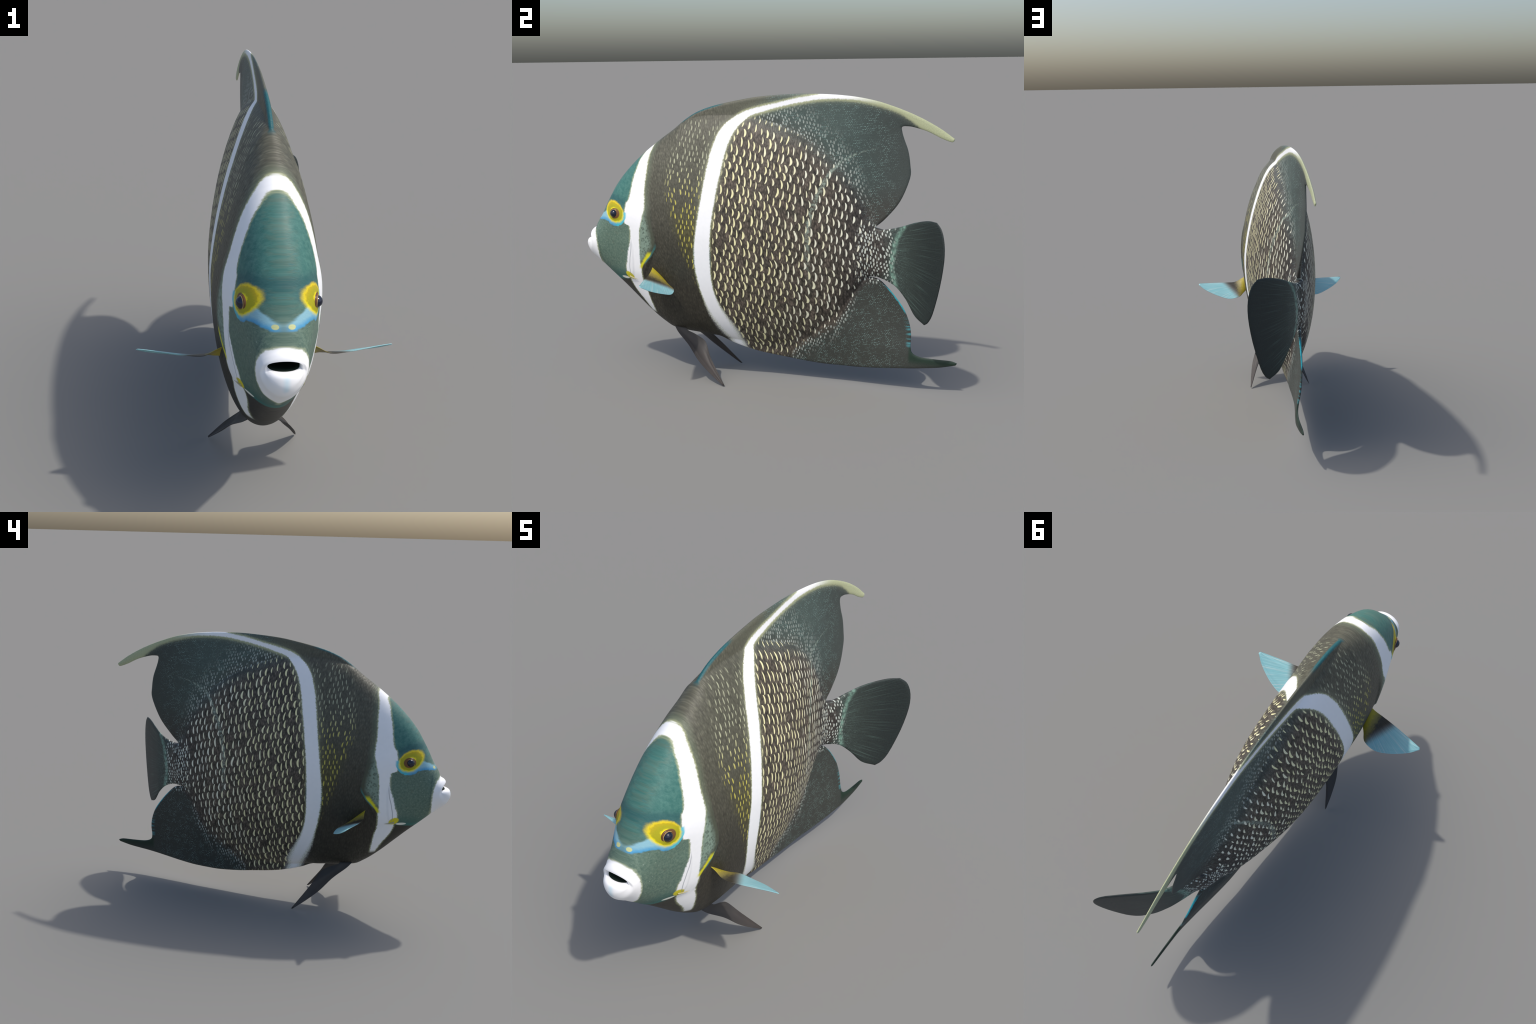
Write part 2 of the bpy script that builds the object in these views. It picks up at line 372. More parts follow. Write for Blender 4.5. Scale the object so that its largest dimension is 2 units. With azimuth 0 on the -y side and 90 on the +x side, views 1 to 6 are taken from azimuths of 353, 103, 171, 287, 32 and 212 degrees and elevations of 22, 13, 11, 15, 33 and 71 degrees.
# ------------------------------------------------------------------ node helpers
class Graph:
    """tiny expression layer over shader nodes"""
    def __init__(self, name):
        self.mat = bpy.data.materials.new(name); self.mat.use_nodes = True
        self.t = self.mat.node_tree
        self.bsdf = self.t.nodes["Principled BSDF"]
        tc = self.t.nodes.new("ShaderNodeTexCoord")
        sep = self.t.nodes.new("ShaderNodeSeparateXYZ")
        self.t.links.new(tc.outputs["Object"], sep.inputs[0])
        self.x, self.y, self.z = (S(self, o) for o in sep.outputs)
    def put(self, sock, v):
        if isinstance(v, S): self.t.links.new(v.o, sock)
        elif isinstance(v, (tuple, list)) and len(v) == 3 and sock.type == 'RGBA': sock.default_value = (*v, 1)
        else: sock.default_value = v
    def math(self, op, *a):
        n = self.t.nodes.new("ShaderNodeMath"); n.operation = op
        for i, v in enumerate(a): self.put(n.inputs[i], v)
        return S(self, n.outputs[0])
    def step(self, a, b, v):
        n = self.t.nodes.new("ShaderNodeMapRange"); n.interpolation_type = 'SMOOTHSTEP'
        if not isinstance(a, S) and not isinstance(b, S) and a > b:
            a, b = b, a; n.inputs["To Min"].default_value = 1; n.inputs["To Max"].default_value = 0
        self.put(n.inputs["Value"], v); self.put(n.inputs["From Min"], a); self.put(n.inputs["From Max"], b)
        return S(self, n.outputs[0])
    def curve(self, v, pts):
        """smooth curve through control points"""
        xs = [p[0] for p in pts]; ys = [p[1] for p in pts]
        x0, x1, y0, y1 = min(xs), max(xs), min(ys), max(ys)
        n = self.t.nodes.new("ShaderNodeFloatCurve"); c = n.mapping.curves[0]
        q = [((a - x0) / (x1 - x0), (b - y0) / (y1 - y0 + 1e-9)) for a, b in pts]
        c.points[0].location = q[0]; c.points[1].location = q[-1]
        for p in q[1:-1]: c.points.new(*p)
        n.mapping.update()
        self.put(n.inputs["Value"], (v - x0) * (1 / (x1 - x0)))
        return S(self, n.outputs[0]) * (y1 - y0) + y0
    def vec(self, a, b, c):
        n = self.t.nodes.new("ShaderNodeCombineXYZ")
        for i, v in enumerate((a, b, c)): self.put(n.inputs[i], v)
        return S(self, n.outputs[0])
    def noise(self, v, scale, detail=3, rough=.55):
        n = self.t.nodes.new("ShaderNodeTexNoise"); n.inputs["Scale"].default_value = scale
        n.inputs["Detail"].default_value = detail; n.inputs["Roughness"].default_value = rough
        self.put(n.inputs["Vector"], v)
        return S(self, n.outputs["Fac"])
    def voronoi(self, v, scale, out="Distance", feature='F1', rnd=1.0):
        n = self.t.nodes.new("ShaderNodeTexVoronoi"); n.feature = feature
        n.inputs["Scale"].default_value = scale; n.inputs["Randomness"].default_value = rnd
        self.put(n.inputs["Vector"], v)
        return S(self, n.outputs[out])
    def white(self, v):
        n = self.t.nodes.new("ShaderNodeTexWhiteNoise"); n.noise_dimensions = '3D'
        self.put(n.inputs["Vector"], v)
        sp = self.t.nodes.new("ShaderNodeSeparateColor")
        self.t.links.new(n.outputs["Color"], sp.inputs[0])
        return [S(self, o) for o in sp.outputs]
    def mix(self, f, a, b):
        n = self.t.nodes.new("ShaderNodeMix"); n.data_type = 'RGBA'
        self.put(n.inputs[0], f); self.put(n.inputs[6], a); self.put(n.inputs[7], b)
        return S(self, n.outputs[2])
    def scale_color(self, c, f):
        n = self.t.nodes.new("ShaderNodeVectorMath"); n.operation = 'SCALE'
        self.put(n.inputs[0], c); self.put(n.inputs[3], f)
        return S(self, n.outputs[0])
    def bump(self, h, dist, strength):
        n = self.t.nodes.new("ShaderNodeBump"); n.inputs["Distance"].default_value = dist
        n.inputs["Strength"].default_value = strength
        self.put(n.inputs["Height"], h)
        self.t.links.new(n.outputs[0], self.bsdf.inputs["Normal"])
    def finish(self, color, rough=.5, spec=.4):
        self.put(self.bsdf.inputs["Base Color"], color); self.put(self.bsdf.inputs["Roughness"], rough)
        self.bsdf.inputs["Specular IOR Level"].default_value = spec
        return self.mat

class S:
    def __init__(self, g, o): self.g, self.o = g, o
    def __add__(s, k): return s.g.math('ADD', s, k)
    __radd__ = __add__
    def __mul__(s, k): return s.g.math('MULTIPLY', s, k)
    __rmul__ = __mul__
    def __sub__(s, k): return s.g.math('SUBTRACT', s, k)
    def __rsub__(s, k): return s.g.math('SUBTRACT', k, s)
    def __truediv__(s, k): return s.g.math('DIVIDE', s, k)
    def __pow__(s, k): return s.g.math('POWER', s, k)
    def floor(s): return s.g.math('FLOOR', s)
    def abs(s): return s.g.math('ABSOLUTE', s)
    def max(s, k): return s.g.math('MAXIMUM', s, k)
    def min(s, k): return s.g.math('MINIMUM', s, k)

def marks(g, y, z, w, h, slope, a, b, bow, seed, keep):
    """brick-staggered rows of upright crescents, one per scale; returns mask and random value"""
    v = (z + y * slope) * (1 / h); r = v.floor(); fv = v - r - .5
    u = y * (1 / w) + r * .5 + g.white(g.vec(r, seed, 3.3))[0] * .20
    c = u.floor(); fu = u - c - .5
    p, q, k = g.white(g.vec(c, r, seed))
    k2 = g.white(g.vec(c, r, seed + 7.7))[0]
    dy = (fu + (p - .5) * .26) * w; dz = (fv + (q - .5) * .18) * h
    size = k * .4 + .74
    d = ((dy + dz * dz * bow) / (size * a)) ** 2 + (dz / (size * b)) ** 2
    m = g.step(1.25, .60, d)
    if isinstance(keep, S) or keep < 1: m = m * g.math('LESS_THAN', k2, keep)
    return m, p

# control curves of the colour pattern, all in the side view (y along, z up)
BAND1_FRONT = [(.34,-.615),(.386,-.636),(.436,-.668),(.483,-.700),(.524,-.718),(.565,-.727),(.595,-.738),(.64,-.729),(.70,-.715),(.757,-.698),
    (.80,-.694),(.838,-.698),(.853,-.728),(.938,-.722),(.981,-.701),(1.03,-.690),(1.08,-.682),(1.127,-.669),(1.171,-.657),(1.21,-.638),(1.28,-.610)]
BAND1_BACK = [(.34,-.594),(.363,-.598),(.427,-.612),(.482,-.624),(.525,-.637),(.564,-.641),(.606,-.641),(.65,-.645),(.707,-.643),(.762,-.642),(.817,-.638),
    (.855,-.629),(.9,-.618),(.945,-.609),(1.03,-.612),(1.109,-.607),(1.186,-.603),(1.235,-.592),(1.28,-.583)]
BAND2_FRONT = [(.18,-.185),(.23,-.205),(.312,-.247),(.391,-.281),(.468,-.303),(.545,-.321),(.645,-.334),(.73,-.334),(.83,-.323),(.92,-.310),(1.01,-.296),
    (1.097,-.282),(1.19,-.265),(1.28,-.241),(1.337,-.214),(1.39,-.157),(1.42,-.10)]
BAND2_BACK = [(.15,-.100),(.2,-.127),(.25,-.136),(.305,-.158),(.37,-.191),(.461,-.231),(.55,-.250),(.65,-.254),(.727,-.253),(.80,-.249),(.9,-.240),(.965,-.230),
    (1.05,-.217),(1.142,-.199),(1.225,-.182),(1.3,-.156),(1.355,-.122),(1.398,-.073),(1.44,.02)]
STRIP_LOW = [(-.2,1.36),(-.15,1.37),(-.074,1.402),(-.005,1.421),(.065,1.441),(.2,1.469),(.3,1.482),(.446,1.480),(.556,1.461),(.665,1.428),(.72,1.398),(.78,1.352),(.84,1.298),(.95,1.2)]
STRIP_UP = [(-.2,1.375),(-.15,1.398),(-.1,1.422),(-.03,1.443),(.06,1.463),(.175,1.489),(.28,1.506),(.36,1.535)]
FLESH_TOP = [(-.15,1.43),(-.074,1.400),(-.004,1.379),(.112,1.335),(.226,1.281),(.317,1.204),(.397,1.127),(.464,1.039),(.522,.927),(.551,.872),(.60,.84)]
FLESH_LOW = [(.0,.05),(.08,.10),(.136,.153),(.186,.208),(.283,.279),(.378,.347),(.458,.470),(.503,.544),(.56,.590)]
LIP_EDGE = [(.57,-.880),(.59,-.893),(.614,-.906),(.65,-.911),(.69,-.913),(.74,-.917),(.78,-.926),(.805,-.937),(.83,-.965)]
JAW = [(-.95,.52),(-.88,.535),(-.82,.525),(-.78,.530),(-.749,.534),(-.708,.549),(-.64,.575)]
BLUE_UP = [(-.93,.863),(-.903,.873),(-.88,.888),(-.854,.901),(-.83,.905),(-.70,.905)]
BLUE_LOW = [(-.93,.850),(-.892,.853),(-.868,.857),(-.839,.853),(-.81,.835),(-.78,.831),(-.755,.837),(-.735,.852),(-.72,.875),(-.70,.90)]
GILL = [(.50,-.665),(.56,-.655),(.613,-.638),(.66,-.605),(.70,-.573),(.768,-.550),(.82,-.560),(.885,-.570),(1.0,-.575)]
FRONT_SPOTS = [(.42,-.325),(.479,-.335),(.59,-.361),(.661,-.392),(.755,-.43),(.867,-.470),(.955,-.50),(1.05,-.515),(1.2,-.50),(1.38,-.36)]
GLINT_CURVE = [(.45,.270),(.55,.256),(.65,.246),(.75,.243),(.86,.246),(.95,.266),(1.05,.309),(1.13,.352),(1.19,.425),(1.24,.56)]
LATERAL = [(-.56,1.00),(-.469,1.050),(-.373,1.076),(-.207,1.093),(-.034,1.079),(.078,1.058),(.189,1.003),(.26,.955)]

def skin_material():
    g = Graph("fish_skin")
    y0, z0 = g.y, g.z
    P = g.vec(0.0, y0, z0)
    fine = g.noise(P, 160, 3, .6)
    coarse = g.noise(P, 22, 3)
    mid = g.noise(P, 55, 3, .6)
    # ragged borders
    y = y0 + (g.noise(P, 105, 3, .6) - .5) * .013 + (mid - .5) * .007
    z = z0 + (g.noise(g.vec(3.0, y0, z0), 105, 3, .6) - .5) * .013
    # scale pattern: small upright cells
    cellv = g.vec(0.0, y0 * 2.1, z0 + y0 * .45)
    cell_d = g.voronoi(cellv, 66, "Distance")
    cell_r = g.voronoi(cellv, 66, "Color")
    sepc = g.t.nodes.new("ShaderNodeSeparateColor"); g.put(sepc.inputs[0], cell_r); cell_r = S(g, sepc.outputs[0])
    scale_tone = (1.55 - cell_d * 1.35) * (cell_r * .6 + .70)

    b1f, b1b = g.curve(z, BAND1_FRONT), g.curve(z, BAND1_BACK)
    b2f, b2b = g.curve(z, BAND2_FRONT), g.curve(z, BAND2_BACK)
    top_f, low_f = g.curve(y0, FLESH_TOP), g.curve(y0, FLESH_LOW)
    behind2 = g.step(-.01, .03, y - b2b)

    # --- ground colours
    front = g.mix(g.step(.55, 1.2, z0), (.043, .039, .028), (.102, .100, .072))  # upper flank colour lightened to olive for sun sheen on the back
    rear = g.mix(g.step(.3, .7, coarse), (.072, .063, .047), (.124, .100, .077))
    rear = g.mix(g.step(.30, .52, y0), rear, (.060, .052, .046))
    ground = g.mix(behind2, front, rear)
    tint = g.step(.05, .14, y0 - g.curve(z0, FRONT_SPOTS) + .06) * (1 - behind2) * g.step(.5, .62, z0) * g.step(1.02, .82, z0)
    ground = g.mix(tint * .55, ground, (.11, .10, .03))
    # --- fins
    above = z - top_f; below = low_f - z
    dorsal = g.step(-.10, .09, above) * g.step(-.44, -.30, y0)
    dorsal_col = g.mix(g.step(.35, .70, y0), (.066, .098, .088), (.050, .064, .058))
    dorsal_col = g.mix(g.step(.02, -.14, y0 - (z0 - 1.42) * 1.5), dorsal_col, (.108, .111, .080))  # sheen at the fin's front baked in as paler olive
    dorsal_col = g.mix(g.step(1.10, .90, z0), dorsal_col, (.050, .050, .042))
    ground = g.mix(dorsal * .9, ground, dorsal_col)
    anal = g.step(-.02, .05, below) * g.step(.02, .18, y0)
    ground = g.mix(anal, ground, g.mix(g.step(.60, .95, y0), (.042, .046, .039), (.036, .040, .034)))
    # tail: everything behind the stalk between the two cleft fins
    tail_zone = g.math('MULTIPLY', g.step(.60, .69, y0), g.math('MULTIPLY', g.step(.0, .02, z0 - g.curve(y0, [(.5,.585),(.60,.583),(.676,.545),(.72,.500),(.765,.445),(.80,.400),(.86,.38),(1,.38)])),
                                                    g.step(.0, -.02, z0 - g.curve(y0, [(.5,.846),(.60,.846),(.70,.885),(.78,.925),(.90,.95),(1,.95)]))))
    ground = g.mix(tail_zone, ground, g.mix(g.step(.70, .88, y0), (.040, .052, .046), (.022, .030, .029)))
    calm = (1 - behind2) * .55
    scale_tone = scale_tone * (1 - calm) + calm
    on_flesh = (1 - dorsal) * (1 - anal) * (1 - tail_zone)
    ground = g.scale_color(ground, scale_tone * on_flesh + (fine * .9 + .55) * (1 - on_flesh))

    # --- pale marks on the scales
    wy = y0 + (g.noise(P, 8, 1) - .5) * .040
    wz = z0 + (g.noise(g.vec(5.0, y0, z0), 8, 1) - .5) * .040
    rear_t = g.step(.25, .52, y0)
    rim_t = g.math('MAXIMUM', g.step(-.10, .0, above), g.step(-.08, .0, below))
    m1, r1 = marks(g, wy, wz, .0320, .0450, .36, .0046 - rim_t * .0010, (.0232 - rear_t * .0060) * (1 - rim_t * .45), 11.0, 1.0, .95)
    zone1 = g.step(.004, .016, y - b2b) * g.step(.012, -.01, above) * g.step(.006, -.015, below) * g.step(.60, .52, y0) * g.step(.12, .20, z0 + (y0 + .1) * .1)
    m1 = m1 * zone1
    m2, r2 = marks(g, wy, wz, .0245, .0290, .20, .0031, .0128, 8.0, 2.0, .84)
    zone2 = g.step(.0, .05, y - g.curve(z, FRONT_SPOTS)) * g.step(.0, -.012, y - b2f) * g.step(1.42, 1.34, z0 + (y0 + .3) * .3)
    m2 = m2 * zone2 * g.step(.50, .56, z0) * (g.step(1.30, 1.05, z0) * .35 + .50)
    m3, r3 = marks(g, wy, wz, .0165, .0185, .36, .0038, .0080, 6.0, 3.0, .74)
    zone3 = g.step(.46, .53, y0) * g.step(.70, .64, y0) * g.step(.545, .575, z0) * g.step(.87, .85, z0)
    near_top = g.step(.0, -.012, z - g.curve(y, STRIP_LOW)) * g.step(-.005, .008, above) * g.step(.22, .02, above) * g.step(-.10, -.04, y0) * g.step(.60, .46, y0)
    near_low = g.step(-.008, .004, below) * g.step(.12, .01, below) * g.step(.10, .15, y0) * g.step(.50, .44, y0)
    m3 = m3 * g.math('MAXIMUM', zone3, g.math('MAXIMUM', near_top * .62, near_low * .7))
    # faint dashes in rows on the fins
    m4, r4 = marks(g, y0 + (fine - .5) * .012, z0 + (mid - .5) * .005, .0105, .0078, .04, .0033, .0016, 0.0, 4.0, .66)
    finzone = g.math('MAXIMUM', dorsal * g.step(.72, .60, y0) * g.step(-.05, .10, y0), anal * g.step(.80, .60, y0) * .9)
    m4 = m4 * finzone * g.step(.35, .65, coarse) * .85
    # tail rays
    ang = g.math('ARCTAN2', z0 - .725, y0 - .46)
    rad = ((y0 - .46) ** 2 + (z0 - .725) ** 2) ** .5
    rays = g.noise(g.vec(ang * 62, rad * 4, 0.0), 1.6, 2, .5)
    speck = g.noise(g.vec(ang * 60, rad * 60, 4.0), 1.6, 2)
    m5 = g.step(.52, .72, rays) * tail_zone * g.step(.95, .74, y0) * .32 + g.step(.60, .70, speck) * tail_zone * g.step(.80, .66, y0) * .7
    base_edge = g.curve(z0, [(.54,.69),(.589,.675),(.658,.662),(.727,.668),(.797,.684),(.863,.716),(.90,.74)])
    m6 = g.step(.022, .0, (y0 - base_edge).abs()) * g.step(.60, .66, y0) * g.step(.25, .75, mid) * g.step(.93, .88, z0) * g.step(.50, .55, z0)
    painted_glint = g.step(.020, .0, (y - g.curve(z, GLINT_CURVE)).abs()) * g.step(.48, .9, z0) * g.step(1.26, 1.20, z0) * g.step(.38, .62, mid)  # light glint (caustic) across the flank, drawn into the skin colour
    line = g.step(.0045, .001, (z0 - g.curve(y0, LATERAL) + (mid - .5) * .012).abs()) * g.step(-.56, -.45, y0) * g.step(.26, .2, y0)
    col = g.mix(line * (g.step(-.36, -.25, y0) * .45 + .15), ground, (.034, .028, .018))
    col = g.mix(painted_glint * .8, col, (.36, .44, .36))
    pale = g.mix(g.step(-.05, .45, y0 + (r1 - .5) * .3), (.84, .79, .45), (.85, .84, .68))
    col = g.mix(m1, col, pale)
    col = g.mix(m2, col, g.mix(g.step(.95, 1.2, z0), (.62, .55, .10), (.60, .62, .42)))
    col = g.mix(m3 * .85, col, (.62, .67, .60))
    col = g.mix(m4, col, (.22, .34, .31))
    col = g.mix(g.math('MINIMUM', m5, 1.0), col, (.16, .26, .22))
    col = g.mix(m6 * .85, col, (.26, .46, .36))

    # --- fin trim
    edge_top = g.curve(y0, [(-.46,1.357),(-.42,1.383),(-.36,1.418),(-.29,1.443),(-.22,1.461),(-.124,1.48),(-.03,1.495)]) - z0
    trim = g.step(.022, .012, g.x.abs()) * g.step(.011, .004, edge_top) * g.step(-.465, -.43, y0) * g.step(-.20, -.26, y0)
    col = g.mix(trim * .9, col, (.008, .105, .12))
    anal_edge = g.curve(z0, [(.20,.768),(.24,.763),(.30,.763),(.355,.754),(.42,.729),(.482,.687),(.538,.639),(.58,.59)])
    ae = (y - anal_edge).abs()
    col = g.mix(g.step(.007, .002, ae) * g.step(.40, .43, z0) * g.step(.56, .52, z0) * anal, col, (.02, .38, .44))
    col = g.mix(g.step(.030, .005, ae) * g.step(.40, .34, z0) * g.step(.215, .235, z0) * g.step(.45, .6, g.noise(g.vec(0.0, y0 * 6, z0 * 60), 1.2, 2)) * anal, col, (.06, .22, .24))
    col = g.mix(g.step(.745, .765, y0) * g.step(-.045, .0, z0 - .185 + (y0 - .77) * .05) * g.step(.26, .23, z0), col, (.012, .030, .018))

    # --- head: teal brow, grey-green cheek
    lines = g.noise(g.vec(g.x * 6, y0 * 40, z0 * 90), 1.0, 3, .6)
    teal = g.mix(g.step(.25, .75, g.noise(g.vec(0.0, y0, z0), 60, 4, .7)), (.034, .138, .120), (.082, .212, .180))
    mid_brow = g.step(.075, .03, g.x.abs())
    teal = g.mix(mid_brow * g.step(.42, .62, lines) * .5, teal, (.105, .160, .120))
    teal = g.mix(mid_brow * g.step(.60, .74, lines) * .6, teal, (.040, .195, .205))
    teal = g.mix(g.step(1.16, 1.26, z0) * .8, teal, (.075, .100, .070))
    cheek = g.mix(g.step(.3, .7, g.noise(P, 85, 4, .75)), (.078, .138, .108), (.155, .225, .170))
    cheek = g.mix(g.step(.62, .54, z0), cheek, (.045, .125, .105))
    cheek = g.mix(g.step(.60, .78, coarse) * .5, cheek, (.155, .160, .115))
    brow = g.step(.86, .965, z0 - (y0 + .8) * .15)
    head = g.mix(brow, cheek, teal)
    head = g.mix(g.step(.035, .0, (z0 - .975 + (y0 + .79) * .2 + ((y0 + .79) ** 2) * 3).abs()) * .6, head, (.020, .085, .095))
    flecks, _ = marks(g, y0, z0, .022, .022, .1, .0016, .0022, 0.0, 9.0, .35)
    head = g.mix(flecks * g.step(-.80, -.86, y0) * g.step(.035, .05, g.x.abs()) * .5, head, (.42, .50, .44))
    jaw = g.curve(y0, JAW)
    throat = g.step(.006, -.004, z0 - jaw)
    head = g.mix(throat, head, (.036, .034, .026))
    head = g.mix(g.step(.014, .002, (z0 - jaw - .012).abs()) * g.step(-.74, -.78, y0) * .6, head, (.020, .170, .150))
    in_head = g.step(.008, -.008, y - b1f)
    col = g.mix(in_head, col, head)
    # gill cover behind the first band
    gd = y0 - g.curve(z0, GILL)
    pits = g.voronoi(g.vec(0.0, y0 * 1.3, z0), 75, "Distance")
    cover = g.mix(g.step(.05, .65, pits), (.095, .135, .105), (.24, .33, .26))
    zc = g.step(.60, .66, z0) * g.step(1.0, .86, z0)
    fade = g.step(.006, -.004, gd) * zc * g.step(-.02, .0, y0 - b1b)
    cover = g.mix(g.step(-.045, -.01, gd + (coarse - .5) * .03), cover, (.075, .085, .058))
    col = g.mix(fade * .9, col, cover)
    # glow of the bright first band, painted onto the skin behind it
    col = g.mix(g.step(.045, .0, y - b1b) * g.step(-.03, .0, y - b1b) * g.step(.86, .95, z0) * .55, col, (.17, .21, .14))

    # --- white bands with a yellow-green fringe
    band1 = g.step(-.004, .004, y - b1f) * g.step(.004, -.004, y - b1b)
    fr1 = g.step(-.012, .003, y - b1f) * g.step(.011, -.003, y - b1b)
    fringe = g.mix(g.step(.9, 1.15, z0), (.46, .50, .28), (.60, .62, .34))
    fringe = g.mix(g.step(.78, .70, z0) * g.step(.62, .66, z0), fringe, (.30, .40, .33))
    low_end = g.step(.345, .375, z0)
    body2 = g.step(1.44, 1.41, z0)
    ragged2 = y + (fine - .5) * .045 * g.step(.5, .3, z0)
    w2 = .004 + g.step(.52, .25, z0) * .022
    band2 = g.step(0.0, 1.0, (ragged2 - b2f) / w2 * .5 + .5) * g.step(0.0, 1.0, (b2b - ragged2) / w2 * .5 + .5) * body2
    fr2 = g.step(-.011, .002, y - b2f) * g.step(.011, -.002, y - b2b) * body2
    sl, su = g.curve(y, STRIP_LOW), g.curve(y, STRIP_UP)
    soft = g.step(.45, .75, y0) * .020 + .004
    strip = g.step(0.0, 1.0, (z - sl) / soft * .5 + .5) * g.step(.004, -.004, z - su) * g.step(-.17, -.12, y0)
    frs = g.step(-.020, .0, z - sl) * g.step(.016, -.0, z - su) * g.step(-.17, -.12, y0)
    col = g.mix(g.math('MAXIMUM', fr1 * low_end, g.math('MAXIMUM', fr2, frs)) * .7, col, fringe)
    halo = g.step(-.050, .0, y - b2f) * g.step(.040, .0, y - b2b) * g.step(.75, 1.1, z0) * body2  # soft bloom beside the second band and fin strip, tinted into the ground
    halo = g.math('MAXIMUM', halo, g.step(-.040, .0, z - sl) * g.step(.035, .0, z - su) * g.step(-.17, -.08, y0))
    col = g.mix(halo * fine * .5, col, (.30, .32, .22))
    white = g.mix(mid, (.88, .89, .90), (.95, .95, .95))
    tipcol = g.mix(g.step(.35, .62, y0), white, g.mix(fine, (.30, .34, .22), (.56, .58, .34)))
    col = g.mix(strip, col, tipcol)
    col = g.mix(g.math('MAXIMUM', band1 * low_end, band2), col, white)
    # yellow at the jaw corner and on the gill edge, cyan rim below
    corner = g.step(1.3, .7, (((y0 + .722) / .026) ** 2 + ((z0 - .563 - (y0 + .72) * -.3) / .020) ** 2) + (mid - .5) * .8)
    col = g.mix(corner, col, (.68, .60, .02))
    spur = g.step(1.2, .8, (((y0 + .758) / .026) ** 2 + ((z0 - .545) / .0075) ** 2))
    col = g.mix(spur, col, (.80, .80, .70))
    gy = g.step(.006, -.004, gd) * g.step(-.028, -.012, gd + (z0 - .66) * .15 + (mid - .5) * .02)
    col = g.mix(gy * g.step(.605, .62, z0) * g.step(.715, .69, z0), col, (.68, .64, .02))
    col = g.mix(g.step(.0075, .003, (gd - .003).abs()) * g.step(.63, .66, z0) * g.step(.76, .72, z0) * .7, col, (.07, .24, .22))
    groove = y0 - g.curve(z0, [(.53,-.712),(.548,-.708),(.585,-.716),(.652,-.709),(.728,-.694),(.80,-.690)])
    col = g.mix(g.step(.0032, .0008, groove.abs()) * g.step(.545, .58, z0) * g.step(.78, .74, z0) * .7, col, (.25, .26, .30))  # crease shading of the cheek groove, coloured on as a thin grey line

    # --- eye surround
    bu, bl = g.curve(y0, BLUE_UP), g.curve(y0, BLUE_LOW)
    wob = (mid - .5) * .012
    blue = g.step(-.003, .004, z0 - bl + wob) * g.step(.005, -.004, z0 - bu + wob) * g.step(-.712, -.725, y0)
    bluecol = g.mix(g.step(.0, .022, z0 - bl + wob), (.06, .33, .60), (.28, .53, .63))
    bluecol = g.mix(g.step(-.80, -.77, y0), bluecol, (.06, .52, .66))
    col = g.mix(blue * (g.step(.0, .035, g.x.abs()) * .60 + .30), col, bluecol)
    ex, ez = y0 + .793, z0 - .905
    ea = (ex * -.80 + ez * .60) / .066; eb = (ex * .60 + ez * .80) / .0505
    er = (ea * ea + eb * eb) ** .5 + (mid - .5) * .22 + (fine - .5) * .12
    col = g.mix(g.step(1.22, 1.02, er) * g.step(.90, .94, z0) * .8, col, (.025, .10, .12))
    yel = g.mix(g.step(.35, .65, (er - .62).abs() * 2 + (coarse - .5) * .6), (.40, .37, .01), (.86, .72, .006))
    lid = (((y0 + .786) ** 2) + ((z0 - .897) ** 2) * 1.15) ** .5
    yel = g.mix(g.step(.031, .026, lid), yel, (.16, .070, .022))
    yel = g.mix(g.step(.0, .035, z0 - .905) * g.step(.5, .9, er) * .3, yel, (.80, .46, .02))
    col = g.mix(g.step(1.13, .86, er), col, yel)
    nose = g.step(1.2, .7, (((y0 + .905) / .012) ** 2 + ((z0 - .862) / .008) ** 2 + ((g.x.abs() - .026) / .013) ** 2))
    col = g.mix(nose * .8, col, g.mix(mid, (.72, .62, .05), (.55, .62, .40)))

    # --- lips
    le = (y - g.curve(z0, LIP_EDGE)).max((g.x.abs() - (z0 - .578).max(0.0) * 1.05) * g.step(.70, .66, z0) * .8 - g.step(.66, .70, z0) * .1)
    col = g.mix(g.step(.012, -.002, le) * .7, col, (.55, .58, .38))
    lipc = g.mix(g.step(-.990, -.999, y0) * g.step(.018, .0, (g.x - .004).abs()) * .4, (.93, .93, .93), (.45, .76, .88))
    col = g.mix(g.step(.003, -.004, le), col, lipc)

    # relief: scales, fin rays
    h = cell_d * -1.0 * on_flesh * (1 - in_head) + fine * .5 + rays * tail_zone * .8
    quiet = 1 - g.math('MAXIMUM', g.math('MAXIMUM', band1, band2), g.step(.003, -.004, le)) * .85
    g.bump(h * quiet, .004, .35)
    return g.finish(col, fine * .2 + .42, .35)

def pectoral_material():
    g = Graph("pectoral_membrane")
    ax = g.x.abs()
    s = ax + (g.y + .555) * .6
    ang = g.math('ARCTAN2', g.y + .60 - g.z * .8 + .49, ax - .05)
    rays = g.noise(g.vec(ang * 30, ax * 2, 0.0), 2.0, 2)
    rays2 = g.noise(g.vec(ang * 12, ax * 5, 7.0), 2.0, 2)
    cyan = g.mix(rays2, (.20, .53, .58), (.36, .60, .62))
    cyan = g.mix(g.step(.55, .72, rays), cyan, (.52, .66, .66))
    col = g.mix(g.step(.255, .32, s), (.30, .29, .27), cyan)
    col = g.mix(g.step(.315, .250, s + (rays - .5) * .03), col, (.050, .044, .030))
    n = g.noise(g.vec(g.x, g.y, g.z), 90, 3, .7)
    col = g.mix(g.step(.232, .198, ax + (n - .5) * .06), col, g.mix(n, (.10, .085, .05), (.40, .32, .04)))
    col = g.mix(g.step(.203, .180, ax + (n - .5) * .05), col, (.42, .34, .025))
    g.bump(rays, .003, .4)
    m = g.finish(col, .45, .35)
    return m

